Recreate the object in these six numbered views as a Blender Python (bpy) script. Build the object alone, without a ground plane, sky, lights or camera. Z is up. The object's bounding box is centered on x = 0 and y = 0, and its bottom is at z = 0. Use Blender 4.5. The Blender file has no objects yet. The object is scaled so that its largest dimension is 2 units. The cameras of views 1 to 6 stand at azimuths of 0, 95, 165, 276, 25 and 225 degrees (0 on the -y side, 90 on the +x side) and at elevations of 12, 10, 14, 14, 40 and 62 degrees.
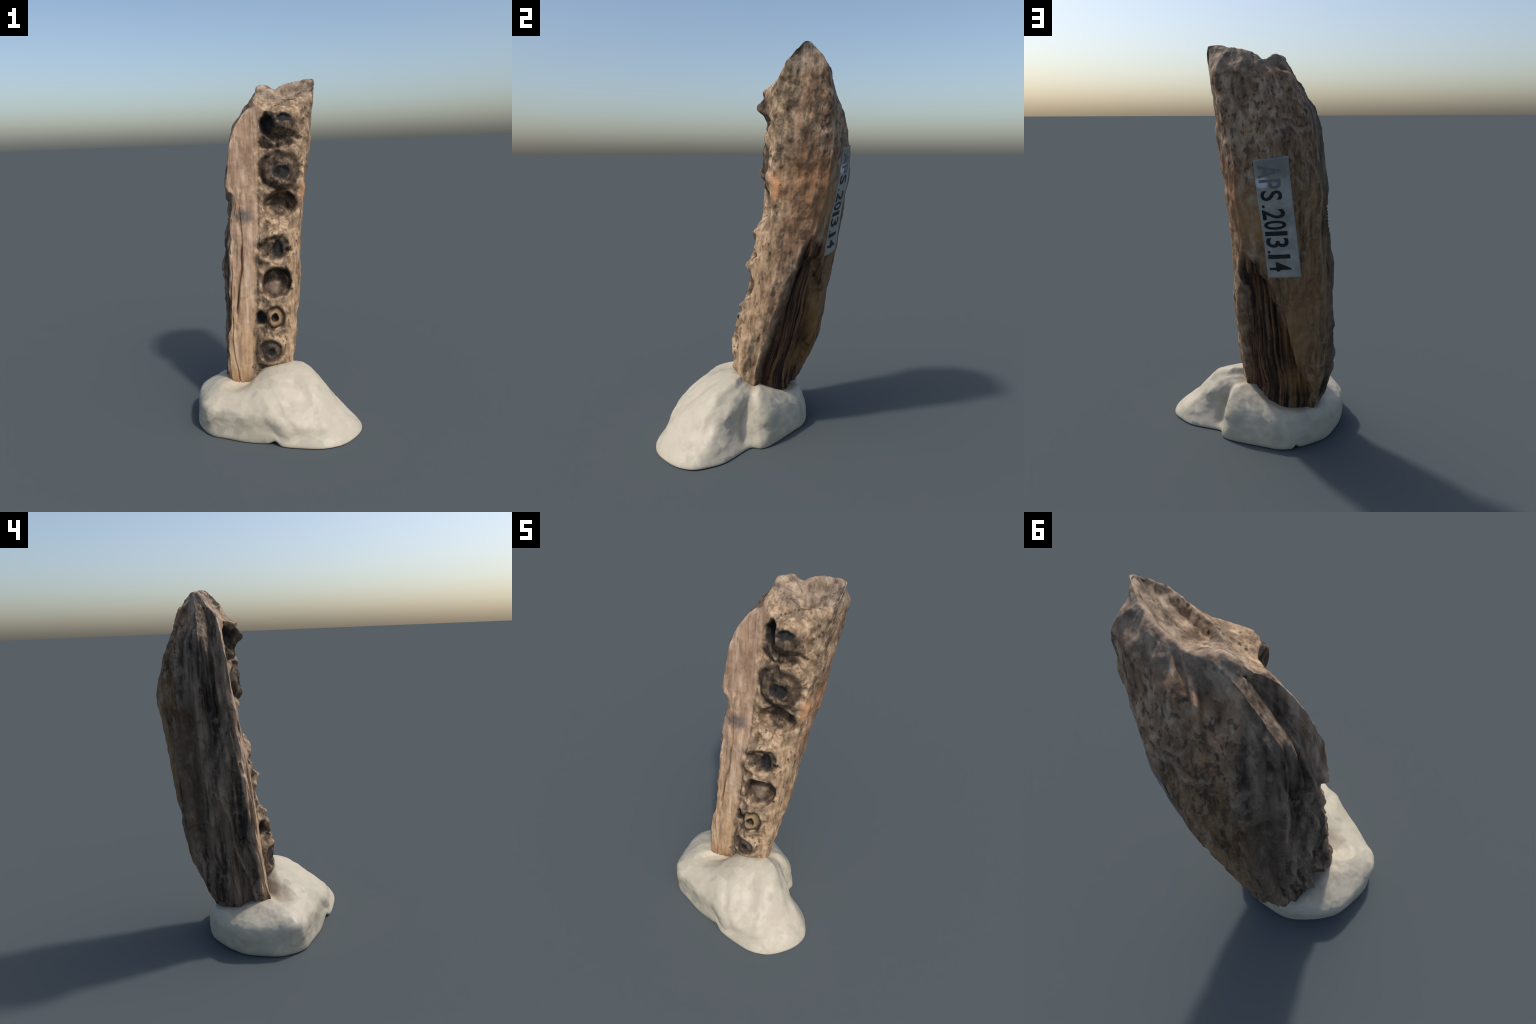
import bpy, bmesh, math
import numpy as np
from mathutils import Vector
from mathutils.bvhtree import BVHTree

rng = np.random.RandomState(11)

# ------------------------------------------------------------------ helpers
def smooth(a, b, x):
    t = np.clip((x - a) / (b - a), 0.0, 1.0)
    return t * t * (3 - 2 * t)

_perm = rng.permutation(4096)
_val = rng.rand(4096) * 2 - 1
def vnoise(x, y, z):
    """smooth value noise, -1..1"""
    xi, yi, zi = np.floor(x).astype(int), np.floor(y).astype(int), np.floor(z).astype(int)
    xf, yf, zf = x - xi, y - yi, z - zi
    w = lambda t: t * t * t * (t * (t * 6 - 15) + 10)
    u, v, k = w(xf), w(yf), w(zf)
    def h(a, b, c):
        return _val[_perm[(_perm[(_perm[a & 4095] + b) & 4095] + c) & 4095]]
    def lx(b, c):
        return h(xi, b, c) * (1 - u) + h(xi + 1, b, c) * u
    def ly(c):
        return lx(yi, c) * (1 - v) + lx(yi + 1, c) * v
    return ly(zi) * (1 - k) + ly(zi + 1) * k

def fbm(x, y, z, octaves=4):
    s, a = 0.0, 1.0
    for o in range(octaves):
        s = s + a * vnoise(x + 17.3 * o, y - 9.1 * o, z + 5.7 * o)
        x, y, z, a = x * 2.03, y * 2.03, z * 2.03, a * 0.5
    return s

def catmull_matrix(knots, at, closed=False, period=None):
    """weights W (len(at) x len(knots)): non-uniform cubic Hermite through knots"""
    n = len(knots); I = np.eye(n)
    if closed:
        k = np.concatenate([[knots[-1] - period], knots, [knots[0] + period, knots[1] + period]])
        V = np.concatenate([I[-1:], I, I[:2]])
    else:
        k = np.concatenate([[2 * knots[0] - knots[1]], knots, [2 * knots[-1] - knots[-2]]])
        V = np.concatenate([I[:1] * 2 - I[1:2], I, I[-1:] * 2 - I[-2:-1]])
    idx = np.clip(np.searchsorted(k, at, side='right') - 1, 1, len(k) - 3)
    t = (at - k[idx]) / (k[idx + 1] - k[idx])
    m = (V[2:] - V[:-2]) / (k[2:] - k[:-2])[:, None]
    d = (k[idx + 1] - k[idx])[:, None]; t = t[:, None]
    p0, p1, m0, m1 = V[idx], V[idx + 1], m[idx - 1] * d, m[idx] * d
    return ((2*t**3-3*t**2+1)*p0 + (t**3-2*t**2+t)*m0 + (-2*t**3+3*t**2)*p1 + (t**3-t**2)*m1)

def grid_normals(P):
    """P rows x cols x 3, cols closed; outward normals for counter-clockwise columns"""
    du = np.roll(P, -1, 1) - np.roll(P, 1, 1)
    dv = np.gradient(P, axis=0)
    n = np.cross(du, dv)
    return n / np.maximum(np.linalg.norm(n, axis=2, keepdims=True), 1e-9)

def new_object(name, mesh, parent=None):
    ob = bpy.data.objects.new(name, mesh)
    bpy.context.collection.objects.link(ob)
    ob.parent = parent
    return ob

def mesh_from_numpy(name, verts, faces):
    me = bpy.data.meshes.new(name)
    nv, nf = len(verts), len(faces)
    me.vertices.add(nv); me.vertices.foreach_set("co", np.asarray(verts, dtype=np.float32).ravel())
    w = faces.shape[1]
    me.loops.add(nf * w); me.loops.foreach_set("vertex_index", faces.astype(np.int32).ravel())
    me.polygons.add(nf)
    me.polygons.foreach_set("loop_start", np.arange(0, nf * w, w, dtype=np.int32))
    me.polygons.foreach_set("use_smooth", np.ones(nf, dtype=bool))
    me.update(calc_edges=True)
    me.validate(clean_customdata=False)
    return me

# ------------------------------------------------------------------ jaw: cross-sections
# landmarks, counter-clockwise seen from above:
# A plate edge (front left)  B plate / tooth row border  C tooth row  D front right edge
# E right face  F back right  G back (label)  H back left  I left hollow  J left ridge  K left face
LEVELS = [
 (0.12, [(-.23,-.07),(-.14,-.05),(-.05,-.06),(.05,-.03),(.07,.03),(.03,.10),(-.07,.15),(-.19,.17),(-.24,.13),(-.26,.06),(-.255,.0)]),
 (0.22, [(-.255,-.12),(-.14,-.095),(-.04,-.095),(.085,-.07),(.10,.00),(.06,.12),(-0.060,0.200),(-0.200,0.228),(-.265,.16),(-.295,.07),(-.28,-.03)]),
 (0.30, [(-.27,-.11),(-.13,-.09),(-0.030,-0.118),(.10,-.08),(.115,.00),(0.070,0.115),(-0.060,0.215),(-0.210,0.265),(-0.285,0.200),(-.305,.08),(-0.295,-0.020)]),
 (0.45, [(-.275,-.085),(-.115,-.075),(-0.020,-0.134),(0.115,-0.068),(0.140,0.030),(0.100,0.165),(-.055,.265),(-0.205,0.342),(-0.295,0.270),(-0.312,0.130),(-0.298,0.000)]),
 (0.60, [(-0.258,-0.055),(-.105,-.06),(-.01,-.112),(0.125,-0.045),(0.156,0.055),(0.120,0.205),(-.045,.31),(-0.205,0.372),(-0.285,0.330),(-0.297,0.175),(-0.292,0.045)]),
 (0.80, [(-0.246,-0.038),(-.095,-.035),(.01,-.055),(0.142,0.017),(0.178,0.100),(0.140,0.245),(-.02,.355),(-0.185,0.405),(-0.275,0.370),(-0.292,0.200),(-0.290,0.070)]),
 (1.00, [(-0.226,-0.003),(-.085,-.015),(.02,-.038),(0.157,0.042),(0.192,0.145),(0.168,0.300),(.015,.39),(-0.155,0.435),(-0.263,0.400),(-0.292,0.220),(-0.280,0.100)]),
 (1.10, [(-0.217,0.010),(-.08,.008),(.03,-.012),(0.170,0.074),(.195,.165),(.175,.315),(.022,.405),(-0.145,0.450),(-0.243,0.415),(-0.288,0.230),(-0.270,0.110)]),
 (1.20, [(-.215,.018),(-.075,.04),(.04,.05),(.183,.10),(0.210,0.195),(.19,.34),(.03,.42),(-0.135,0.465),(-0.222,0.425),(-0.280,0.245),(-0.260,0.120)]),
 (1.33, [(-.205,.035),(-.07,.06),(.05,.065),(.20,.105),(0.226,0.220),(.205,.375),(.04,.45),(-.145,.49),(-0.200,0.415),(-0.270,0.240),(-0.242,0.125)]),
 (1.39, [(-0.238,0.048),(-.07,.066),(0.060,0.030),(.205,.10),(.231,.23),(.215,.38),(.05,.46),(-.145,.50),(-0.188,0.400),(-0.272,0.240),(-.252,.135)]),
 (1.55, [(-.243,.062),(-.065,.094),(0.070,0.042),(.230,.115),(.258,.26),(.225,.40),(.07,.475),(-.105,.48),(-0.165,0.400),(-0.250,0.250),(-.240,.145)]),
 (1.70, [(-.21,.09),(-.06,.115),(.06,.038),(0.237,0.112),(.268,.25),(0.250,0.400),(0.060,0.452),(-0.085,0.430),(-0.150,0.385),(-0.207,0.265),(-.215,.16)]),
 (1.80, [(-.15,.12),(-.04,.115),(.08,.066),(0.247,0.128),(.276,.26),(0.262,0.385),(0.040,0.414),(-0.055,0.395),(-0.100,0.345),(-0.150,0.262),(-.16,.18)]),
 ((1.85,1.85,1.855,1.87,1.90,1.90,1.89,1.89,1.88,1.87,1.86),
        [(-.105,.145),(-.03,.14),(.10,.14),(.262,.145),(.290,.258),(.272,.362),(.06,.387),(-.03,.36),(-.07,.315),(-.10,.25),(-.12,.20)]),
 # broken rim
 ((1.91,1.905,1.878,1.918,2.00,1.995,1.975,1.95,1.962,1.955,1.935),
        [(-.07,.20),(-.005,.19),(.12,.155),(.270,.178),(.289,.262),(.20,.305),(.11,.313),(.055,.303),(.0,.30),(-.04,.275),(-.07,.24)]),
 # hollow inside the broken end
 ((1.945,1.912,1.846,1.885,1.955,1.935,1.92,1.93,1.958,1.968,1.968),
        [(-.03,.225),(.035,.205),(.12,.182),(.235,.200),(.262,.245),(.185,.275),(.115,.28),(.06,.276),(.02,.268),(-.01,.26),(-.025,.245)]),
 (1.862,
        [(.124,.228)] * 11),
]
NL = 11
ctrl = np.zeros((len(LEVELS), NL, 3))
for i, (z, pts) in enumerate(LEVELS):
    ctrl[i, :, :2] = pts
    ctrl[i, :, 2] = z
RIM = len(LEVELS) - 3
# rows: knot position = mean height up to the rim, then distance inward
vk = ctrl[:, :, 2].mean(1).copy()
vk[RIM:] = vk[RIM - 1] + np.array([.075, .135, .24])
v_rows = np.concatenate([np.arange(vk[0], vk[RIM], .0029), np.linspace(vk[RIM], vk[-1], 46)])
# columns: unequal density per landmark interval (dense on tooth row)
per = [60, 66, 78, 42, 48, 48, 48, 40, 44, 36, 36]
s_cols = np.concatenate([i + np.arange(n) / n for i, n in enumerate(per)])
Wv = catmull_matrix(vk, v_rows)
Ws = catmull_matrix(np.arange(NL, dtype=float), s_cols, closed=True, period=NL)
# sharper corners: blend the round curve with the straight one
tri = np.zeros_like(Ws)
for j, s in enumerate(s_cols):
    a = int(s); f = s - a
    tri[j, a % NL] += 1 - f; tri[j, (a + 1) % NL] += f
Ws = 0.62 * Ws + 0.38 * tri
P = np.einsum('rl,cs,lsk->rck', Wv, Ws, ctrl)
Vg, Sg = np.meshgrid(v_rows, s_cols, indexing='ij')
ROWS, COLS = Vg.shape
N0 = grid_normals(P)

def bump(c, w, x):           # soft bump round c
    return np.exp(-((x - c) / w) ** 2)
def sdist(c):                # distance in landmark units on the closed section
    d = np.abs(Sg - c); return np.minimum(d, NL - d)

X, Y, Z = P[..., 0], P[..., 1], P[..., 2]
wall = smooth(vk[RIM] + .02, vk[RIM] - .03, Vg)      # 1 on the walls, 0 in the broken end
front = smooth(.02, .10, Sg) * smooth(3.25, 2.85, Sg)
row_mask = smooth(.70, 1.15, Sg) * smooth(3.3, 2.8, Sg)
plate = smooth(-.0, .06, Sg) * smooth(1.02, .92, Sg)
right = smooth(2.9, 3.2, Sg) * smooth(5.4, 5.1, Sg)
back = smooth(4.9, 5.3, Sg) * smooth(7.5, 7.1, Sg)
left = smooth(7.2, 7.6, Sg) * smooth(11.0, 10.85, Sg)
# label footprint, kept smooth
label_mask = smooth(4.9, 5.15, Sg) * smooth(6.9, 6.6, Sg) * smooth(.95, 1.0, Z) * smooth(1.6, 1.55, Z)

D = np.zeros_like(Z)         # displacement along the normal
# longitudinal grain frame: follow the lean of the bone
gx, gy = X - .125 * (Z - 1), Y - .16 * (Z - 1)
streak = fbm(gx * 30, gy * 30, Z * 3.0, 4)
streak_fine = fbm(gx * 75 + 3, gy * 75, Z * 6.0, 3)
lump = fbm(X * 9, Y * 9, Z * 6, 4)
knob = fbm(X * 34, Y * 34, Z * 26, 3)
D += -.006 + .006 * lump + .0018 * knob
D += plate * (.0025 * streak + .002 * streak_fine - .003 * knob * .5)
gully = 1 - 2.2 * np.abs(vnoise(gy * 13 + .8 * vnoise(Z * 3.1, gy * 3, Z * 0), Z * 1.7, Z * 0 + 2)) - .7 * np.abs(vnoise(gy * 41, Z * 3.3, Z * 0 + 8))
hollow = smooth(8.05, 8.4, Sg) * smooth(9.15, 8.85, Sg)      # smooth hollow beside the back ridge
D += left * (1 - .8 * hollow) * (.025 * gully - .006 + .005 * streak + .002 * streak_fine)
# slab lying over the upper left face, ledges below it
slab_end = 1.345 + .05 * (Sg - 10.2) + .025 * vnoise(Sg * 7, Z * 0, Z * 0)
D += .010 * smooth(9.5, 9.75, Sg) * smooth(11.0, 10.9, Sg) * smooth(-.012, .012, Z - slab_end) * smooth(1.76, 1.66, Z)
for z0, s0, s1, amt in [(1.02, 9.9, 10.9, .010), (.86, 8.9, 10.3, .010), (.70, 8.0, 9.4, .008), (1.17, 8.3, 9.6, .008)]:
    zz = Z - z0 - .04 * vnoise(Sg * 5 + z0 * 30, Z * 0, Z * 0)
    D += amt * smooth(-.006, .010, zz) * smooth(.16, .02, zz) * smooth(s0, s0 + .15, Sg) * smooth(s1, s1 - .15, Sg)
D += back * (.003 * streak + .0015 * streak_fine) * (1 - label_mask)
D += right * (.0025 * streak + .006 * vnoise(X * 24, Y * 24, Z * 17))
# ridge on the left face, broken off below
D += .022 * bump(9.05, .28, Sg) * smooth(1.275, 1.30, Z) * smooth(1.80, 1.74, Z)
D -= .024 * bump(9.50, .10, Sg + .3 * (Z - 1.5)) * smooth(1.30, 1.36, Z) * smooth(1.76, 1.66, Z)
D -= .026 * bump(9.92, .09, Sg + .3 * (Z - 1.5)) * smooth(1.24, 1.36, Z) * smooth(1.74, 1.60, Z)
D -= .014 * bump(10.35, .13, Sg) * smooth(1.36, 1.44, Z) * smooth(1.74, 1.62, Z)
D -= .020 * bump(8.5, .32, Sg) * smooth(1.1, 1.35, Z) * smooth(1.80, 1.60, Z)
for c, wd, z0, z1, dp in [(8.58, .24, .40, 1.32, .058), (9.7, .10, .62, 1.15, .006), (10.3, .09, .40, .95, .012)]:
    D -= dp * bump(c, wd, Sg + .12 * vnoise(Z * 4 + c, Z * 0, Z * 0)) * smooth(z0 - .06, z0 + .04, Z) * smooth(z1 + .06, z1 - .04, Z)
# a lower hollow with torn fibres on the left face
D -= .024 * bump(10.15, .35, Sg) * smooth(.62, .60, Z + .02 * vnoise(Sg * 9, Z * 0, Z * 0)) * smooth(.30, .45, Z)
# crack along the plate
crack_s = .035 * fbm(Z * 9, Z * 0, Z * 0, 3) + np.interp(Z, [.25, .45, .7, .9, 1.1, 1.2, 1.3], [.26, .22, .30, .38, .34, .24, .12])
D -= .030 * bump(0, .032, Sg - crack_s) * (.35 + .65 * smooth(1.06, 1.0, Z)) * smooth(1.32, 1.22, Z) * smooth(.60, .68, Z)
D -= .010 * smooth(0, .05, crack_s - Sg) * smooth(0, .06, Sg) * smooth(1.05, .95, Z) * smooth(.60, .75, Z)
crack2 = .03 * fbm(Z * 9, Z * 0 + 3, Z * 0, 3) + np.interp(Z, [.2, .3, .4, .55, .62], [.42, .36, .22, .10, .06])
D -= .014 * bump(0, .02, Sg - crack2) * smooth(.66, .60, Z)
# groove that borders the tooth row
D -= .005 * bump(.99, .06, Sg) * smooth(1.80, 1.70, Z)
# torn recess on the right / back, lower half
edge_a = np.interp(Z, [.15, .322, .417, .549, .613, .761, .928, 1.042, 1.1], [3.9, 4.0, 4.05, 4.15, 4.2, 4.35, 4.5, 4.65, 4.8])
edge_b = np.interp(Z, [.15, .372, .448, .556, .738, .858, .987, 1.049, 1.1], [7.3, 6.8, 6.45, 6.2, 6.1, 5.8, 5.6, 5.45, 5.3])
wob = .08 * vnoise(Z * 14, Z * 0, Z * 0)
recess = smooth(0, .45, Sg - edge_a - wob) * smooth(0, .10, edge_b + wob - Sg) * smooth(1.10, 1.05, Z + .02 * vnoise(Sg * 6, Z * 0, Z * 0))
fibre = Y - X - .08 * Z
D -= recess * (.046 + .011 * fbm(fibre * 48, Z * 1.8, Z * 0, 3)) * smooth(.12, .25, Z)
D += .010 * bump(0, .12, Sg - edge_b - .08) * smooth(1.0, .9, Z)
# notch below the right front edge
D -= .014 * smooth(3.3, 3.6, Sg + .15 * vnoise(Z * 11, Z * 0, Z * 0)) * smooth(4.2, 3.9, Sg) * smooth(.58, .53, Z + .03 * vnoise(Sg * 9, Z * 0 + 4, Z * 0))
# back of the broken end: shallow dents, gutter under the notch
D -= .022 * bump(6.75, .22, Sg) * smooth(1.62, 1.78, Z) * wall
D += .010 * bump(7.3, .2, Sg) * bump(1.885, .02, Z)
# spongy pits on the upper back
cellp = fbm(X * 38, Y * 38, Z * 24, 2)
D -= .003 * smooth(.25, .8, cellp) * back * smooth(1.40, 1.62, Z) * (1 - label_mask)
# scalloped left edge of the back-right ridges
D += .006 * vnoise(Z * 16, Sg * 1.5, Z * 0) * (bump(7.0, .5, Sg) + bump(10.9, .3, Sg) + bump(.05, .2, Sg))
D *= wall * (1 - .7 * label_mask)
D += (1 - wall) * (.004 * knob + .004 * lump)

# ------------------------------------------------------------------ tooth sockets (displace into the bone)
R = np.zeros_like(Z)          # relief of the tooth row, + = outward
ZZ = Z + .17 * (Y - .05)      # height measured square to the leaning front
def well(cx, cz, rx, rz, depth, wall_w=.18, tilt=0.0, ragged=.10):
    """one hollow with a steep wall; tilt makes the upper part deeper"""
    dx, dz = (X - cx) / rx, (Z - cz) / rz
    a = np.arctan2(dz, dx)
    r = np.sqrt(dx * dx + dz * dz) * (1 + ragged * vnoise(np.cos(a) * 2.3 + cx * 40, np.sin(a) * 2.3 + cz * 40, Z * 0))
    m = smooth(1 + wall_w, 1 - wall_w, r)
    return m * depth * (1 + tilt * np.clip(dz, -1, 1)), r
def ring(r, at, w):
    return np.exp(-((r - at) / w) ** 2)

def add_well(*a, rim=0.0, rim_w=.25, **k):
    global R
    d, r = well(*a, **k)
    R -= d
    if rim:
        R += rim * ring(r, 1.28, rim_w)
    return r

SOCKETS = []                  # (centre x, centre z, radius x, radius z)
# topmost, broken open: two deep pits under a knob, and a ragged lower hollow
SOCKETS.append((.055, 1.715, .115, .095))
add_well(.085, 1.655, .080, .055, .030, tilt=.2, ragged=.3)
R += .034 * np.exp(-((((X - .075) / .12) ** 2 + ((Z - 1.735) / .060) ** 2)) ** 1.6)
add_well(-.010, 1.735, .036, .055, .075, wall_w=.28, ragged=.2)
add_well(.088, 1.768, .040, .022, .024, wall_w=.4)
R += .012 * np.exp(-(((X - .05) / .11) ** 2 + ((Z - 1.81) / .03) ** 2))
# second: wide shallow bowl, ring groove round a plug with a central hole
SOCKETS.append((.058, 1.470, .122, .122))
r = add_well(.058, 1.470, .118, .118, .006, wall_w=.16, rim=.012, ragged=.16)
R -= .016 * ring(r, .86, .12) * smooth(.12, -.05, X - .02)
R += .008 * ring(r, .52, .18)
add_well(.070, 1.462, .038, .038, .012, wall_w=.35, ragged=.25)
# third: bowl, deep above and running out below
SOCKETS.append((.067, 1.250, .098, .092))
add_well(.060, 1.260, .092, .078, .058, wall_w=.14, tilt=.7, rim=.008, ragged=.06)
r = add_well(.060, 1.205, .075, .05, .006, wall_w=.3)
# fourth
SOCKETS.append((.018, 1.025, .094, .080))
add_well(.014, 1.022, .090, .072, .030, wall_w=.25, ragged=.22, rim=.010)
add_well(.036, 1.015, .027, .046, .024, wall_w=.35, ragged=.25)
# fifth: crisp round cup with a smooth floor
SOCKETS.append((.022, .812, .090, .098))
r = add_well(.022, .812, .082, .090, .080, wall_w=.10, rim=.010, tilt=.25, ragged=.05)
R += .018 * np.exp(-(((X - .008) / .046) ** 2 + ((Z - .790) / .052) ** 2) ** 1.5)
# sixth: tooth stump with pulp hole, and a pit beside it
SOCKETS.append((-.006, .615, .062, .070))
r = add_well(.004, .615, .058, .066, .012, wall_w=.14, rim=.012, ragged=.05)
R += .016 * ring(r, .50, .22)
R -= .010 * ring(r, .93, .10)
add_well(.002, .617, .020, .023, .020, wall_w=.3)
add_well(-.078, .608, .026, .038, .045, wall_w=.28)
# seventh: shallow dark stump
SOCKETS.append((-.030, .420, .068, .070))
r = add_well(-.030, .420, .063, .065, .008, wall_w=.14, rim=.016, ragged=.06)
R += .010 * ring(r, .55, .25)
add_well(-.022, .412, .020, .024, .010, wall_w=.35)
# eighth, half buried
R -= .02 * np.exp(-(((X + .02) / .06) ** 2 + ((Z - .30) / .03) ** 2))
# saddles between the sockets, swellings beside them, porous bone
for cx, cz, w, h, amt in [(.0, 1.60, .11, .030, -.030), (-.03, 1.49, .03, .07, .018), (-.02, 1.07, .09, .03, .012), (.03, .935, .09, .020, -.010),
                          (.06, 1.345, .08, .022, -.008), (.0, .70, .08, .022, -.012), (-.02, .64, .05, .03, .010), (.0, .52, .08, .022, -.008), (.06, 1.14, .08, .03, -.006), (.14, 1.25, .04, .10, -.008), (.175, 1.72, .05, .08, -.018), (.15, 1.13, .05, .07, -.012)]:
    R += amt * np.exp(-(((X - cx) / w) ** 2 + ((Z - cz) / h) ** 2))
pores = fbm(X * 62 + 4, Y * 62, Z * 62, 2)
R += .0015 * knob + .006 * vnoise(X * 26, Y * 26, Z * 26) - .005 * smooth(.5, .95, pores)
R *= row_mask * smooth(vk[RIM] - .0, vk[RIM] - .06, Vg)
for _ in range(9):            # worn, rounded rims
    R = (R * 2 + np.roll(R, 1, 1) + np.roll(R, -1, 1)) / 4
    R[1:-1] = (R[1:-1] * 2 + R[2:] + R[:-2]) / 4
into = np.array([.0, -.985, .17])

Q = P + N0 * D[..., None] + R[..., None] * into
Q[..., 2] = np.maximum(Q[..., 2], .05)
NRM = grid_normals(Q)

# faces
idx = np.arange(ROWS * COLS).reshape(ROWS, COLS)
i0, i1 = idx[:-1, :], np.roll(idx, -1, 1)[:-1, :]
i2, i3 = np.roll(idx, -1, 1)[1:, :], idx[1:, :]
quads = np.stack([i0, i1, i2, i3], -1).reshape(-1, 4)
verts = Q.reshape(-1, 3)
# close bottom and top with a centre vertex (degenerate-free triangles kept as quads of the body)
fc_x = (X[:-1] + X[1:]).reshape(-1) / 2
fc_z = (Z[:-1] + Z[1:]).reshape(-1) / 2
fc_s = (Sg[:-1]).reshape(-1)
fc_v = (Vg[:-1]).reshape(-1)
region = np.zeros(len(quads), int)                       # 0 body
region[(fc_s < .99) & (fc_v < vk[RIM - 2] + .03)] = 1     # plate
for k, (cx, cz, rx, rz) in enumerate(SOCKETS):
    inside = ((fc_x - cx) / rx) ** 2 + ((fc_z - cz) / rz) ** 2 < 1.12
    region[inside & (fc_s >= .99) & (fc_s < 3) & (fc_v < vk[RIM - 1])] = 2 + k
region[fc_v > vk[RIM] - .004] = 20                        # broken end

def region_mesh(name, which):
    f = quads[region == which]
    used, inv = np.unique(f, return_inverse=True)
    me = mesh_from_numpy(name, verts[used], inv.reshape(-1, 4))
    me.normals_split_custom_set_from_vertices([tuple(n) for n in NRM.reshape(-1, 3)[used]])
    return me

# ------------------------------------------------------------------ materials
class Tree:
    def __init__(self, name):
        self.m = bpy.data.materials.new(name); self.m.use_nodes = True
        self.t = self.m.node_tree; self.t.nodes.clear()
        self.out = self.n('ShaderNodeOutputMaterial'); self.b = self.n('ShaderNodeBsdfPrincipled')
        self.t.links.new(self.b.outputs[0], self.out.inputs[0])
        self.co = self.n('ShaderNodeTexCoord').outputs['Object']
    def n(self, kind, **kw):
        nd = self.t.nodes.new(kind)
        for k, v in kw.items(): setattr(nd, k, v)
        return nd
    def put(self, sock, v):
        if isinstance(v, bpy.types.NodeSocket): self.t.links.new(v, sock)
        else: sock.default_value = v
    def math(self, op, a, b=0.0, clamp=False):
        nd = self.n('ShaderNodeMath', operation=op, use_clamp=clamp)
        self.put(nd.inputs[0], a); self.put(nd.inputs[1], b); return nd.outputs[0]
    def mapping(self, v, loc=(0, 0, 0), rot=(0, 0, 0), scale=(1, 1, 1)):
        nd = self.n('ShaderNodeMapping'); self.put(nd.inputs[0], v)
        nd.inputs[1].default_value = loc; nd.inputs[2].default_value = rot; nd.inputs[3].default_value = scale
        return nd.outputs[0]
    def noise(self, v, scale, detail=4, rough=.6, dist=0.0):
        nd = self.n('ShaderNodeTexNoise'); self.put(nd.inputs['Vector'], v)
        nd.inputs['Scale'].default_value = scale; nd.inputs['Detail'].default_value = detail
        nd.inputs['Roughness'].default_value = rough; nd.inputs['Distortion'].default_value = dist
        return nd.outputs
    def voronoi(self, v, scale, feature='F1'):
        nd = self.n('ShaderNodeTexVoronoi', feature=feature); self.put(nd.inputs['Vector'], v)
        nd.inputs['Scale'].default_value = scale; return nd.outputs
    def ramp(self, f, stops, interp='LINEAR'):
        nd = self.n('ShaderNodeValToRGB'); self.put(nd.inputs[0], f)
        cr = nd.color_ramp; cr.interpolation = interp
        while len(cr.elements) < len(stops): cr.elements.new(.5)
        for e, (p, c) in zip(cr.elements, stops):
            e.position = p; e.color = (c, c, c, 1) if isinstance(c, (int, float)) else (*c, 1)
        return nd.outputs[0]
    def mix(self, f, a, b, blend='MIX'):
        nd = self.n('ShaderNodeMix', data_type='RGBA', blend_type=blend)
        self.put(nd.inputs[0], f)
        for s, v in ((nd.inputs[6], a), (nd.inputs[7], b)):
            self.put(s, v if isinstance(v, bpy.types.NodeSocket) else (*v, 1))
        return nd.outputs[2]
    def warp(self, v, scale, amount):
        c = self.noise(v, scale, 2)[1]
        s = self.n('ShaderNodeVectorMath', operation='SUBTRACT'); self.put(s.inputs[0], c); s.inputs[1].default_value = (.5, .5, .5)
        k = self.n('ShaderNodeVectorMath', operation='SCALE'); self.put(k.inputs[0], s.outputs[0]); k.inputs['Scale'].default_value = amount
        a = self.n('ShaderNodeVectorMath', operation='ADD'); self.put(a.inputs[0], v); self.put(a.inputs[1], k.outputs[0])
        return a.outputs[0]
    def spot(self, v, c, r, soft=.4, rot=(0, 0, 0)):
        """1 inside an ellipsoid at c with radii r, fading over soft"""
        s = self.n('ShaderNodeVectorMath', operation='SUBTRACT'); self.put(s.inputs[0], v); s.inputs[1].default_value = c
        m = self.n('ShaderNodeVectorMath', operation='DIVIDE'); self.put(m.inputs[0], s.outputs[0]); m.inputs[1].default_value = r
        l = self.n('ShaderNodeVectorMath', operation='LENGTH'); self.put(l.inputs[0], m.outputs[0])
        mr = self.n('ShaderNodeMapRange', interpolation_type='SMOOTHSTEP'); self.put(mr.inputs[0], l.outputs['Value'])
        mr.inputs[1].default_value = 1 - soft; mr.inputs[2].default_value = 1 + soft
        mr.inputs[3].default_value = 1; mr.inputs[4].default_value = 0
        return mr.outputs[0]
    def most(self, masks):
        o = masks[0]
        for m in masks[1:]: o = self.math('MAXIMUM', o, m)
        return o
    def facet(self, strength, scale):
        """slightly faceted normals, like a coarse scan"""
        c = self.voronoi(self.co, scale)['Color']
        s = self.n('ShaderNodeVectorMath', operation='SUBTRACT'); self.put(s.inputs[0], c); s.inputs[1].default_value = (.5, .5, .5)
        k = self.n('ShaderNodeVectorMath', operation='SCALE'); self.put(k.inputs[0], s.outputs[0]); k.inputs['Scale'].default_value = strength
        g = self.n('ShaderNodeNewGeometry')
        a = self.n('ShaderNodeVectorMath', operation='ADD'); self.put(a.inputs[0], g.outputs['Normal']); self.put(a.inputs[1], k.outputs[0])
        z = self.n('ShaderNodeVectorMath', operation='NORMALIZE'); self.put(z.inputs[0], a.outputs[0])
        return z.outputs[0]
    def bump(self, h, strength, dist, normal=None):
        nd = self.n('ShaderNodeBump'); self.put(nd.inputs['Height'], h)
        nd.inputs['Strength'].default_value = strength; nd.inputs['Distance'].default_value = dist
        if normal is not None: self.put(nd.inputs['Normal'], normal)
        return nd.outputs[0]
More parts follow.
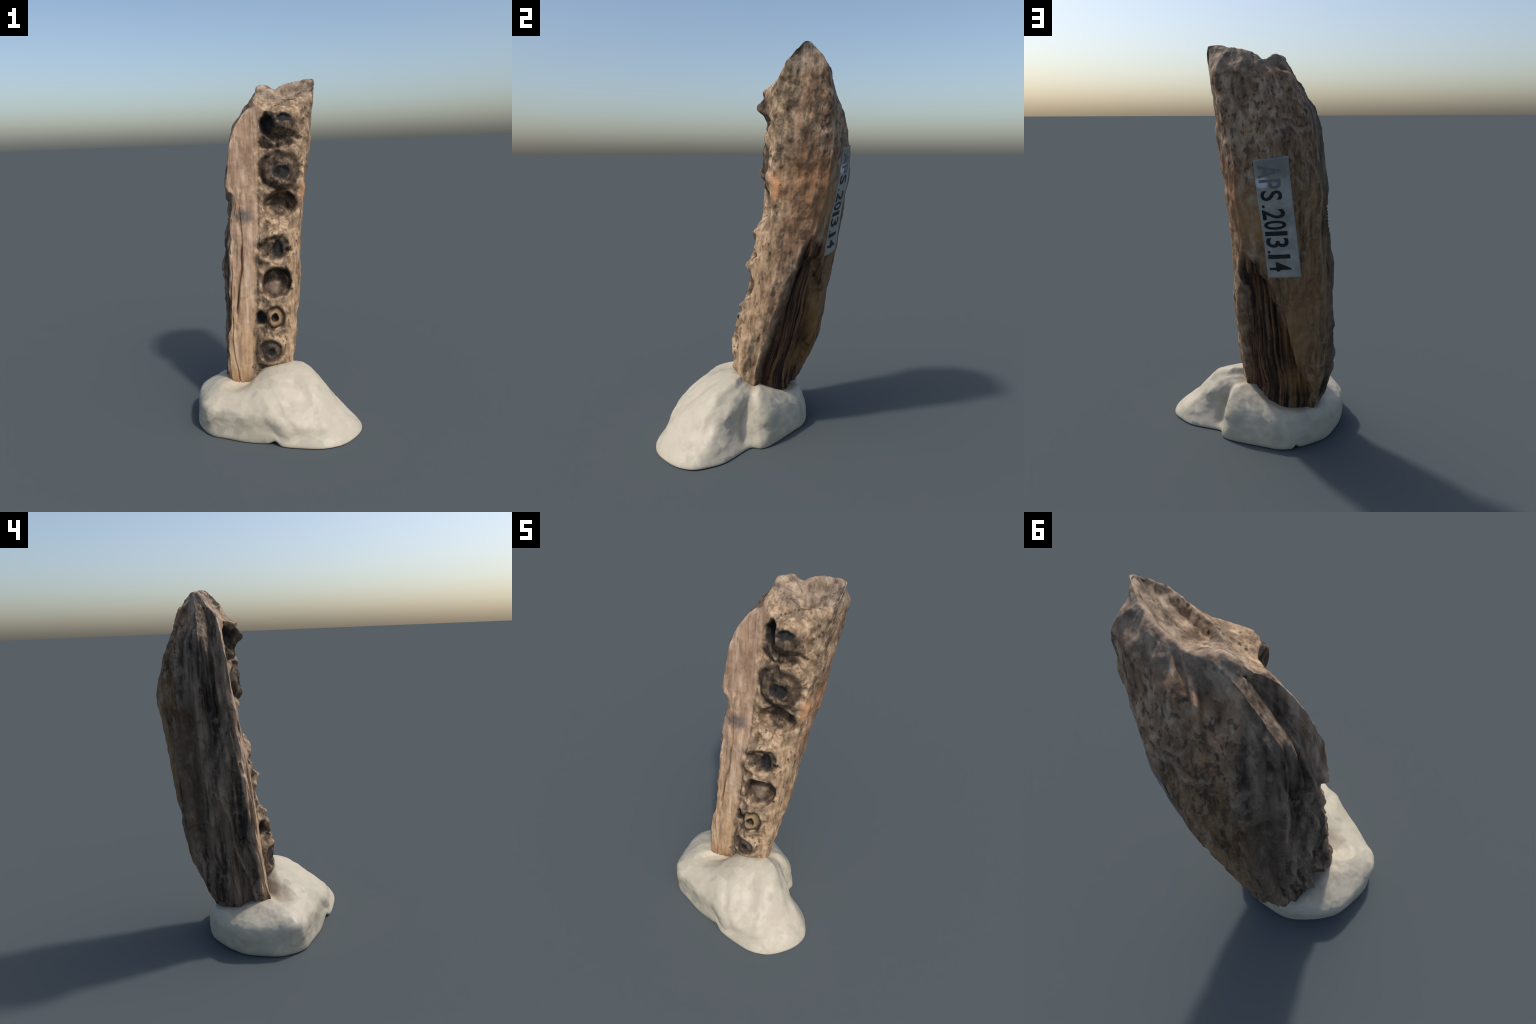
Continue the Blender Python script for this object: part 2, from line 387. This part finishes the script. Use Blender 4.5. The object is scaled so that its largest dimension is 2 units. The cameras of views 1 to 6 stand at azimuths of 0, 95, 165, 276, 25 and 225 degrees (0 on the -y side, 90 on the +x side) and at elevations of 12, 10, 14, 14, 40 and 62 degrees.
    def finish(self, col, rough=.8, normal=None, spec=.25):
        self.put(self.b.inputs['Base Color'], col); self.put(self.b.inputs['Roughness'], rough)
        self.b.inputs['Specular IOR Level'].default_value = spec
        if normal is not None: self.put(self.b.inputs['Normal'], normal)
        return self.m

AXIS_ROT = (math.radians(9.1), math.radians(-7.1), 0)      # lays the bone's long axis on z
def bone_material():
    """one stained fossil bone: plate, tooth row, sockets, torn sides share it, told apart by place"""
    T = Tree('stained_fossil_bone')
    w = T.warp(T.co, 14, .035)
    ww = T.warp(w, 45, .014)
    straight = T.mapping(T.co, rot=AXIS_ROT, scale=(1, 1, .045))
    along = T.warp(straight, 9, .014)
    st = T.noise(along, 38, 5, .65)[0]
    st2 = T.noise(along, 105, 4, .6)[0]
    st3 = T.noise(T.mapping(T.co, rot=AXIS_ROT, scale=(1, 1, .25)), 40, 4, .6)[0]
    big = T.noise(T.co, 5.5, 4, .6)[0]
    mid = T.noise(w, 24, 4, .65)[0]
    mott = T.noise(T.mapping(w, rot=AXIS_ROT, scale=(1, 1, .5)), 30, 3, .55)[0]
    fine = T.noise(T.co, 80, 3, .6)[0]
    sep = T.n('ShaderNodeSeparateXYZ'); T.put(sep.inputs[0], ww); x, y, z = sep.outputs[0], sep.outputs[1], sep.outputs[2]
    def step(v, lo, hi):
        mr = T.n('ShaderNodeMapRange', interpolation_type='SMOOTHSTEP'); T.put(mr.inputs[0], v)
        mr.inputs[1].default_value = lo; mr.inputs[2].default_value = hi; return mr.outputs[0]
    def mul(a, b): return T.math('MULTIPLY', a, b)

    # right side: mottled tan, cream and brown
    base = T.ramp(big, [(.30, (.23, .132, .076)), (.50, (.31, .19, .112)), (.70, (.39, .25, .15))])
    base = T.mix(T.ramp(mott, [(.35, .80), (.50, 0)]), base, (.125, .076, .046))
    base = T.mix(T.ramp(mott, [(.52, 0), (.68, .75)]), base, (.50, .375, .25))
    base = T.mix(T.ramp(st3, [(.36, .55), (.47, 0)]), base, (.17, .105, .065))
    # tooth row and its right wall: cream and brown mottling, broad olive shading painted over it
    edge_y = T.math('SUBTRACT', T.math('ADD', T.math('MULTIPLY', z, .165), -.055), y)       # >0 in front
    rowm = step(edge_y, -.05, .03)
    pc = T.ramp(mid, [(.36, (.085, .056, .034)), (.47, (.26, .178, .108)), (.56, (.43, .30, .185)), (.68, (.58, .44, .295))])
    pc = T.mix(T.ramp(st3, [(.36, .6), (.46, 0)]), pc, (.17, .115, .07))
    pc = T.mix(T.ramp(T.noise(T.co, 11, 3, .6)[0], [(.38, .6), (.52, 0)]), pc, (.125, .095, .062))
    tan = T.ramp(st3, [(.36, (.20, .125, .07)), (.47, (.36, .235, .135)), (.62, (.50, .355, .22))])
    marg = mul(step(T.math('SUBTRACT', x, T.math('MULTIPLY', z, .06)), .02, .06), step(z, 1.25, 1.0))
    pc = T.mix(mul(marg, .85), pc, tan)
    base = T.mix(mul(rowm, .9), base, pc)
    # torn fibres: left face and back
    back_d = T.math('ADD', T.math('SUBTRACT', y, T.math('MULTIPLY', z, .14)), T.math('MULTIPLY', x, -.75))   # grows to the back and left
    backm = step(back_d, .16, .24)
    bc = T.ramp(st, [(.33, (.055, .030, .016)), (.45, (.155, .088, .045)), (.56, (.245, .145, .076)), (.72, (.33, .205, .115))])
    bc = T.mix(T.ramp(mid, [(.52, 0), (.70, .6)]), bc, (.33, .25, .175))
    bc = T.mix(T.ramp(st2, [(.34, .6), (.44, 0)]), bc, (.055, .040, .030))
    base = T.mix(backm, base, bc)
    leftm = step(T.math('ADD', T.math('SUBTRACT', T.math('MULTIPLY', x, -1), T.math('MULTIPLY', y, .35)), T.math('MULTIPLY', z, .085)), .155, .195)
    stb = T.noise(T.mapping(T.co, rot=AXIS_ROT, scale=(1, 1, .09)), 24, 4, .55)[0]
    lc = T.ramp(stb, [(.35, (.018, .014, .013)), (.44, (.085, .060, .043)), (.54, (.165, .120, .085)), (.70, (.29, .215, .155))])  # left face: dark grey-brown ramp with near-black and paler streaks
    lc = T.mix(T.ramp(st2, [(.34, .6), (.43, 0)]), lc, (.022, .018, .018))
    lc = T.mix(mul(T.spot(w, (-.24, .33, .95), (.09, .085, .62), .35), .75), lc, T.ramp(mid, [(.35, (.085, .058, .038)), (.65, (.15, .105, .072))]))
    lc = T.mix(mul(T.spot(ww, (-.245, .20, 1.52), (.05, .065, .20), .3), T.ramp(st, [(.40, .9), (.52, 0)])), lc, (.014, .012, .013))
    lc = T.mix(T.ramp(mid, [(.54, 0), (.70, .5)]), lc, (.27, .195, .135))
    base = T.mix(mul(leftm, .95), base, lc)
    # dark torn recess, banded with fibres
    rec = mul(mul(step(T.math('SUBTRACT', y, T.math('ADD', T.math('MULTIPLY', z, .35), -.12)), .0, .04),
                  step(T.math('SUBTRACT', x, T.math('ADD', T.math('MULTIPLY', z, .37), -.305)), -.01, .012)), step(z, 1.10, 1.05))
    sc0 = T.n('ShaderNodeSeparateXYZ'); T.put(sc0.inputs[0], T.warp(T.co, 5, .02))
    across = T.math('SUBTRACT', T.math('SUBTRACT', sc0.outputs[1], sc0.outputs[0]), T.math('MULTIPLY', sc0.outputs[2], .08))
    cmb = T.n('ShaderNodeCombineXYZ'); T.put(cmb.inputs[0], across); T.put(cmb.inputs[2], T.math('MULTIPLY', sc0.outputs[2], .035))
    fib = T.noise(cmb.outputs[0], 46, 3, .6)[0]
    rc = T.ramp(fib, [(.38, (.012, .009, .009)), (.46, (.055, .028, .016)), (.55, (.135, .068, .034)), (.70, (.235, .125, .062))])
    rc = T.mix(T.ramp(mid, [(.36, .5), (.46, 0)]), rc, (.020, .013, .011))
    base = T.mix(rec, base, rc)
    # ochre and orange stains
    for c, r, col, k in [((.235, .11, 1.345), (.05, .055, .085), (.62, .30, .14), .8), ((.22, .31, 1.36), (.09, .11, .17), (.29, .135, .055), .6),
                         ((.13, .42, 1.25), (.06, .10, .11), (.36, .19, .07), .6), ((.20, .26, 1.15), (.07, .10, .10), (.30, .15, .075), .45),
                         ((-.08, .35, .62), (.06, .10, .22), (.32, .175, .065), .55), ((-.12, .27, .36), (.10, .12, .08), (.32, .18, .07), .6), ((-.12, .42, .90), (.10, .10, .16), (.26, .14, .06), .4)]:
        base = T.mix(mul(T.spot(w, c, r, .6), k), base, col)
    # spongy mottling on the upper back
    sp = mul(T.ramp(T.noise(T.mapping(w, rot=AXIS_ROT, scale=(1, 1, .6)), 55, 2, .5)[0], [(.36, 1), (.46, 0)]), T.spot(w, (.06, .42, 1.70), (.32, .22, .30), .3))
    base = T.mix(mul(sp, .75), base, (.045, .034, .030))
    sp2 = mul(T.ramp(mott, [(.54, 0), (.66, 1)]), T.spot(w, (.0, .46, 1.55), (.32, .16, .35), .3))
    base = T.mix(mul(sp2, .5), base, (.36, .28, .21))
    # broken end: greyer
    base = T.mix(mul(T.spot(w, (.12, .25, 1.95), (.26, .13, .10), .4), .6), base, T.ramp(mid, [(.35, (.13, .10, .075)), (.5, (.26, .20, .15)), (.66, (.40, .33, .25))]))

    # smooth bone plate in front, left
    bx = T.math('SUBTRACT', T.math('ADD', T.math('MULTIPLY', z, .05), -.142), x)             # >0 left of the tooth row
    bx = T.math('ADD', bx, T.math('MULTIPLY', T.math('SUBTRACT', T.noise(T.co, 9, 3)[0], .5), .07))
    plate_y = T.math('SUBTRACT', T.math('ADD', T.math('MULTIPLY', z, .145), -.125), y)
    platem = mul(mul(step(bx, -.012, .014), step(plate_y, -.02, .005)), step(z, 1.90, 1.76))
    pl = T.ramp(big, [(.32, (.31, .20, .13)), (.55, (.415, .28, .185)), (.75, (.47, .315, .20))])
    pl = T.mix(mul(step(z, 1.15, .45), .6), pl, (.48, .315, .165))
    band = T.noise(T.mapping(T.co, rot=AXIS_ROT, scale=(1, 1, .035)), 30, 3, .5)[0]
    pl = T.mix(T.ramp(band, [(.34, .75), (.50, 0)]), pl, (.25, .160, .10))
    pl = T.mix(T.ramp(band, [(.52, 0), (.66, .75)]), pl, (.56, .42, .315))
    pl = T.mix(T.ramp(st, [(.32, .6), (.42, 0)]), pl, (.22, .14, .085))
    pl = T.mix(T.ramp(st2, [(.32, .5), (.40, 0)]), pl, (.17, .11, .07))
    pl = T.mix(T.ramp(st, [(.58, 0), (.70, .5)]), pl, (.56, .43, .33))
    pl = T.mix(mul(T.spot(w, (-.155, .03, 1.21), (.055, .1, .045), .6), .8), pl, (.10, .085, .075))
    pl = T.mix(mul(T.spot(w, (-.23, -.1, .23), (.12, .2, .06), .6), .6), pl, (.25, .135, .06))
    base = T.mix(platem, base, pl)

    # sockets
    halo, holes, rims = [], [], []
    for c, r in [((.055, .08, 1.715), (.115, .14, .085)), ((.058, .07, 1.47), (.118, .12, .118)), ((.067, .06, 1.265), (.094, .12, .075)), ((.014, .02, 1.022), (.094, .12, .076)),
                 ((.022, .0, .812), (.085, .12, .094)), ((-.02, -.09, .612), (.082, .09, .062)), ((-.03, -.11, .42), (.066, .08, .068)), ((-.06, -.07, .31), (.09, .08, .028)), ((.045, .09, 1.632), (.105, .12, .040))]:  # last ellipsoid paints the olive shadow below the top socket
        halo.append(T.spot(w, c, r, .13))
    sc = T.ramp(mid, [(.34, (.022, .016, .012)), (.46, (.062, .043, .028)), (.56, (.135, .095, .060)), (.66, (.27, .19, .12)), (.80, (.40, .29, .19))])
    sc = T.mix(T.ramp(fine, [(.34, .6), (.46, 0)]), sc, (.045, .032, .026))
    base = T.mix(mul(T.most(halo), .96), base, sc)
    for cx, cy, cz, rr, wd in [(.058, .07, 1.47, .106, .016), (.022, -.03, .812, .078, .015), (.004, -.11, .615, .056, .010), (-.03, -.12, .42, .060, .012)]:
        o = T.spot(ww, (cx, cy, cz), (rr + wd, .16, rr + wd), .07)
        i = T.spot(ww, (cx, cy, cz), (rr - wd, .5, rr - wd), .12)
        rims.append(T.math('SUBTRACT', o, i, clamp=True))
    base = T.mix(mul(T.most(rims), .7), base, (.045, .028, .020))
    base = T.mix(mul(T.spot(ww, (.068, .07, 1.288), (.088, .1, .050), .35), .8), base, (.050, .034, .024))
    base = T.mix(mul(T.spot(ww, (.004, -.12, .615), (.046, .12, .050), .15), .75), base, (.30, .20, .10))
    base = T.mix(mul(T.spot(ww, (-.03, -.12, .42), (.054, .12, .056), .2), .7), base, (.085, .066, .052))
    base = T.mix(mul(T.spot(w, (.008, -.03, .785), (.05, .12, .05), .25), .6), base, (.24, .18, .13))
    for c, r in [((-.010, .12, 1.735), (.044, .11, .060)), ((.088, .06, 1.768), (.052, .08, .026)),
                 ((.068, .09, 1.462), (.050, .10, .046)), ((.038, .05, 1.012), (.036, .09, .060)),
                 ((.002, -.08, .617), (.023, .07, .026)), ((-.078, -.05, .608), (.032, .06, .045)),
                 ((-.022, -.10, .412), (.022, .05, .026)), ((.10, .08, 1.30), (.045, .05, .045)), ((.085, .0, .84), (.024, .07, .075))]:
        holes.append(T.spot(ww, c, r, .2))
    base = T.mix(mul(T.most(holes), .95), base, (.014, .014, .015))
    # pores
    pv = T.voronoi(T.warp(T.mapping(T.co, rot=AXIS_ROT, scale=(1, 1, .7)), 30, .02), 40)
    pm = T.ramp(pv[0], [(.16, 1), (.34, 0)])
    sel = T.ramp(T.noise(T.co, 15, 2)[0], [(.49, 0), (.58, 1)])
    pk = mul(T.math('SUBTRACT', .85, mul(platem, .65)), T.math('ADD', mul(rowm, .8), .2))
    base = T.mix(mul(mul(pm, sel), pk), base, (.045, .030, .022))
    fac = T.facet(.26, 32)
    h = T.math('ADD', mul(st, .7), mul(mid, .5))
    return T.finish(base, .78, T.bump(h, .35, .006, fac))

def putty_material():
    T = Tree('white_putty')
    big = T.noise(T.co, 4, 4, .55)[0]
    fine = T.noise(T.co, 22, 4, .6)[0]
    base = T.ramp(big, [(.30, (.40, .365, .275)), (.50, (.47, .42, .32)), (.70, (.51, .445, .345))])
    base = T.mix(T.ramp(fine, [(.30, .35), (.5, 0)]), base, (.38, .34, .28))
    # smudges where the bone was pressed in
    sm = T.spot(T.warp(T.co, 12, .04), (-.08, .03, .27), (.27, .24, .10), .35)
    base = T.mix(T.math('MULTIPLY', T.math('MULTIPLY', sm, T.ramp(fine, [(.4, 0), (.62, 1)])), .35), base, (.40, .30, .23))
    fac = T.facet(.19, 21)
    return T.finish(base, .5, T.bump(fine, .08, .003, fac), spec=.4)

def paper_material():
    T = Tree('aged_paper_label')
    n = T.noise(T.co, 16, 4, .6)[0]; f = T.noise(T.co, 60, 3)[0]
    base = T.ramp(n, [(.30, (.25, .245, .215)), (.55, (.35, .345, .31)), (.75, (.41, .41, .38))])
    base = T.mix(T.ramp(f, [(.35, .3), (.5, 0)]), base, (.22, .21, .19))
    base = T.mix(T.math('MULTIPLY', T.spot(T.warp(T.co, 20, .03), (.06, .47, 1.51), (.10, .1, .07), .5), .55), base, (.15, .15, .14))
    base = T.mix(T.math('MULTIPLY', T.spot(T.co, (.105, .452, 1.435), (.026, .1, .024), .4), .8), base, (.66, .69, .74))  # glare on the paper, painted as a pale bluish spot
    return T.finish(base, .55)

def ink_material(name, col):
    T = Tree(name)
    n = T.noise(T.co, 40, 3)[0]
    return T.finish(T.ramp(n, [(.3, col), (.8, tuple(c * 1.8 + .01 for c in col))]), .6)

M_BODY = bone_material()
M_PUTTY, M_PAPER = putty_material(), paper_material()
M_INK, M_FADED = ink_material('black_ink', (.012, .013, .016)), ink_material('faded_ink', (.11, .115, .115))

# ------------------------------------------------------------------ assemble the jaw
root = bpy.data.objects.new('mounted_jaw_fossil', None)
bpy.context.collection.objects.link(root)
root['label'] = 'fossil jaw fragment with tooth sockets standing in white putty'
root['category'] = 'fossil bone'

body = new_object('jaw_bone', region_mesh('jaw_bone', 0), root); body.data.materials.append(M_BODY)
o = new_object('broken_end', region_mesh('broken_end', 20), body); o.data.materials.append(M_BODY)
o = new_object('bone_plate', region_mesh('bone_plate', 1), body); o.data.materials.append(M_BODY)
for k in range(len(SOCKETS)):
    o = new_object('tooth_socket', region_mesh('tooth_socket', 2 + k), body); o.data.materials.append(M_BODY)

# ------------------------------------------------------------------ putty base
# each line: foot (x, y), shoulder (x, y, z), top where it meets the bone (x, y, z)
PUTTY = [
 ((-.468,-.155), (-.462,-.150,.165), (-.33,-.05,.240)),
 ((-.442,-.240), (-.442,-.230,.170), (-.33,-.10,.248)),
 ((-.388,-.315), (-.393,-.300,.170), (-.31,-.15,.250)),
 ((-.310,-.352), (-.312,-.338,.165), (-.28,-.18,.228)),
 ((-.185,-.403), (-.185,-.380,.162), (-.20,-.18,.226)),
 ((-.055,-.432), (-.060,-.405,.155), (-.12,-.17,.280)),
 ((.020,-.468), (.010,-.430,.142), (-.04,-.16,.318)),
 ((.108,-.488), (.085,-.432,.138), (.02,-.15,.328)),
 ((.213,-.500), (.175,-.425,.128), (.08,-.14,.330)),
 ((.290,-.488), (.245,-.412,.122), (.12,-.13,.330)),
 ((.365,-.450), (.300,-.360,.118), (.16,-.11,.332)),
 ((.450,-.355), (.360,-.285,.110), (.17,-.09,.330)),
 ((.480,-.260), (.380,-.22,.108), (.175,-.07,.304)),
 ((.450,-.175), (.370,-.165,.120), (.175,-.05,.294)),
 ((.393,-.100), (.315,-.105,.125), (.17,-.03,.284)),
 ((.258,-.005), (.225,-.030,.140), (.155,.00,.276)),
 ((.252,.062), (.235,.045,.160), (.15,.04,.285)),
 ((.192,.125), (.195,.110,.170), (.11,.07,.272)),
 ((.050,.220), (.065,.205,.150), (.05,.13,.245)),
 ((-.005,.258), (.000,.250,.130), (.00,.17,.220)),
 ((-.070,.275), (-.075,.270,.120), (-.07,.20,.200)),
 ((-.138,.268), (-.148,.266,.122), (-.14,.215,.192)),
 ((-.272,.232), (-.285,.230,.130), (-.24,.20,.190)),
 ((-.350,.170), (-.363,.168,.135), (-.30,.15,.200)),
 ((-.418,.085), (-.432,.086,.145), (-.32,.09,.206)),
 ((-.458,.000), (-.463,.000,.158), (-.33,.03,.222)),
]
n = len(PUTTY)
lobe = np.exp(-((np.arange(n) - 11) / 2.2) ** 2)[:, None]      # front right lobe bulges over its foot
foot = np.array([(*a, 0) for a, b, c in PUTTY]); sh = np.array([b for a, b, c in PUTTY]); tp = np.array([c for a, b, c in PUTTY])
mid_c = np.array([-.08, .0, .26])
inner = tp * .5 + mid_c * .5; inner[:, 2] = tp[:, 2] - .004
under = foot.copy(); under[:, :2] = under[:, :2] * .93 + np.array([-.02, -.1]) * .07; under[:, 2] = .0
mid1 = foot * .45 + sh * .55; mid1[:, 2] = sh[:, 2] * .42
out = foot - np.array([-.02, -.1, 0]); out /= np.linalg.norm(out, axis=1, keepdims=True)
foot = foot + out * lobe * .004
mid1 += out * (.008 + .028 * lobe)
mid2 = sh * .5 + tp * .5; mid2[:, 2] += .014 + np.interp(np.arange(n), [2, 4, 5, 6, 7, 8, 9, 10, 11, 13], [0, .022, .02, .004, -.008, -.008, .008, .024, .022, 0]); mid2 += out * .006
rings = np.stack([np.tile([[-.02, -.1, .0]], (n, 1)) * .97 + foot * .03, under, foot + np.array([0, 0, .006]), mid1, sh, mid2, tp, inner, inner * .04 + mid_c * .96])
rk = np.array([0, .30, .36, .44, .55, .67, .80, .92, 1.05])
rv = np.concatenate([np.linspace(0, .30, 8)[:-1], np.linspace(.30, 1.05, 150)])
pc = np.arange(n * 14) / 14.0
PW = catmull_matrix(np.arange(n, dtype=float), pc, closed=True, period=n)
G = np.einsum('rl,cs,lsk->rck', catmull_matrix(rk, rv), PW, rings)
GN = grid_normals(G)
gv, gs = np.meshgrid(rv, pc, indexing='ij')
gX, gY, gZ = G[..., 0], G[..., 1], G[..., 2]
vis = smooth(.37, .45, gv)
d = -.003 + .005 * fbm(gX * 7, gY * 7, gZ * 7, 3) + .0015 * fbm(gX * 30, gY * 30, gZ * 30, 2)
# fold between the two lobes on the right, thumb crease in front, fold marks near the bone
d -= .020 * bump(14.9, .16, gs) * smooth(.30, .05, gZ) * smooth(.8, .6, gv)
crease = np.interp(gv, [.36, .45, .55, .67, .8], [5.15, 5.2, 5.4, 5.0, 4.4])
d -= .006 * bump(0, .22, gs - crease) * smooth(.40, .36, gv)
d += .006 * bump(0, .7, gs - np.interp(gv, [.36, .5, .62, .8], [6.6, 5.6, 5.0, 4.2])) * smooth(.40, .46, gv) * smooth(.80, .74, gv)
d -= .005 * bump(0, .35, gs - np.interp(gv, [.36, .5, .62, .8], [7.6, 6.6, 5.9, 4.9])) * smooth(.46, .52, gv) * smooth(.78, .68, gv)
d -= .010 * bump(19.4, .3, gs) * smooth(.20, .08, gZ)
G = G + GN * (d * vis)[..., None]
# small overhang notches at the foot
G[..., 2] += .022 * bump(5.3, .30, gs) * smooth(.0, .30, gv) * smooth(.46, .36, gv)
G[..., 2] += .018 * bump(20.6, .22, gs) * smooth(.0, .30, gv) * smooth(.46, .36, gv)
G[..., 2] = np.maximum(G[..., 2], 0)
gi = np.arange(G.shape[0] * G.shape[1]).reshape(G.shape[:2])
gq = np.stack([gi[:-1], np.roll(gi, -1, 1)[:-1], np.roll(gi, -1, 1)[1:], gi[1:]], -1).reshape(-1, 4)
putty = new_object('putty_base', mesh_from_numpy('putty_base', G.reshape(-1, 3), gq), root)
putty.data.materials.append(M_PUTTY)

# ------------------------------------------------------------------ paper label with lettering, glued round the back
bvh = BVHTree.FromPolygons([tuple(v) for v in verts], quads[::1].tolist())
tl, tr = np.array([.136, .433, 1.536]), np.array([.000, .490, 1.549])
bl, br = np.array([.056, .359, .987]), np.array([-.083, .424, .995])
ln = np.cross(br - bl, tl - bl); ln /= np.linalg.norm(ln)
if ln[1] < 0: ln = -ln
def on_jaw(a, b, lift):
    """a 0..1 from the label's upper to lower end, b 0..1 from left to right as seen from behind"""
    p = (tl * (1 - b) + tr * b) * (1 - a) + (bl * (1 - b) + br * b) * a
    hit = bvh.ray_cast(Vector(p + ln * .3), Vector(-ln))
    q = np.array(hit[0]) if hit[0] is not None else p
    return q + ln * lift
NA, NB = 61, 21
raw = np.array([[on_jaw(i / (NA - 1), j / (NB - 1), 0) for j in range(NB)] for i in range(NA)])
depth = raw @ ln
for _ in range(10):           # paper bridges small relief
    pd = np.pad(depth, 1, mode='edge')
    depth = np.maximum(.2 * (pd[1:-1, 1:-1] + pd[:-2, 1:-1] + pd[2:, 1:-1] + pd[1:-1, :-2] + pd[1:-1, 2:]), raw @ ln - .001)
sheet = raw + ln * (depth - raw @ ln)[..., None]
def on_label(a, b, lift):
    fa, fb = np.clip(a, 0, 1) * (NA - 1), np.clip(b, 0, 1) * (NB - 1)
    i, j = min(int(fa), NA - 2), min(int(fb), NB - 2); u, v = fa - i, fb - j
    p = (sheet[i, j] * (1 - u) + sheet[i + 1, j] * u) * (1 - v) + (sheet[i, j + 1] * (1 - u) + sheet[i + 1, j + 1] * u) * v
    return p + ln * lift
front_v = (sheet + ln * .004).reshape(-1, 3); back_v = (sheet - ln * .002).reshape(-1, 3)
li = np.arange(NA * NB).reshape(NA, NB)
fq = np.stack([li[:-1, :-1], li[1:, :-1], li[1:, 1:], li[:-1, 1:]], -1).reshape(-1, 4)
bq = fq[:, ::-1] + NA * NB
loop = np.concatenate([li[:, 0], li[-1, 1:], li[-2::-1, -1], li[0, -2:0:-1]])
nx = np.roll(loop, -1)
sq = np.stack([loop, loop + NA * NB, nx + NA * NB, nx], -1)
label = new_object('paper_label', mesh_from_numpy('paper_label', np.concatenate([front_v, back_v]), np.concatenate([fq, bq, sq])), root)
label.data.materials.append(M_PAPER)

def letter(ch, a0, a1, b0, b1, mat):
    """one printed character: runs down the label, its top towards the right edge"""
    cu = bpy.data.curves.new('letter', 'FONT'); cu.body = ch; cu.offset = .014; cu.extrude = 0; cu.resolution_u = 4
    tmp = bpy.data.objects.new('tmp_letter', cu); bpy.context.collection.objects.link(tmp)
    dg = bpy.context.evaluated_depsgraph_get(); dg.update()
    me = bpy.data.meshes.new_from_object(tmp.evaluated_get(dg))
    bpy.data.objects.remove(tmp); bpy.data.curves.remove(cu)
    bm = bmesh.new(); bm.from_mesh(me)
    bmesh.ops.triangulate(bm, faces=bm.faces)
    for _ in range(3):
        long = [e for e in bm.edges if e.calc_length() > .12]
        if not long: break
        bmesh.ops.subdivide_edges(bm, edges=long, cuts=1)
        bmesh.ops.triangulate(bm, faces=bm.faces)
    co = np.array([v.co[:] for v in bm.verts]); lo, hi = co.min(0), co.max(0)
    bmesh.ops.recalc_face_normals(bm, faces=bm.faces)
    for v in bm.verts:
        u = (v.co.x - lo[0]) / (hi[0] - lo[0]); w = (v.co.y - lo[1]) / (hi[1] - lo[1])
        v.co = Vector(on_label(a0 + (a1 - a0) * u, b0 + (b1 - b0) * w, .0052))
    bm.to_mesh(me); bm.free()
    me.name = 'letter'
    ob = new_object('letter', me, label); me.materials.append(mat)

T0, T1 = 140., 1475.          # label ends on the measuring scale of the characters
for ch, y0, y1, h0, h1, mat in [
        ('A', 205, 335, .10, .72, M_FADED), ('P', 352, 455, .10, .72, M_FADED), ('S', 470, 578, .10, .72, M_INK), ('.', 622, 655, .10, .18, M_INK),
        ('2', 672, 790, .08, .74, M_INK), ('0', 800, 905, .08, .74, M_INK), ('1', 925, 975, .08, .74, M_INK), ('3', 1000, 1112, .08, .74, M_INK),
        ('.', 1148, 1180, .08, .16, M_INK), ('1', 1195, 1243, .08, .74, M_INK), ('4', 1285, 1392, .08, .74, M_INK)]:
    letter(ch, (y0 - T0) / (T1 - T0), (y1 - T0) / (T1 - T0), h0, h1, mat)
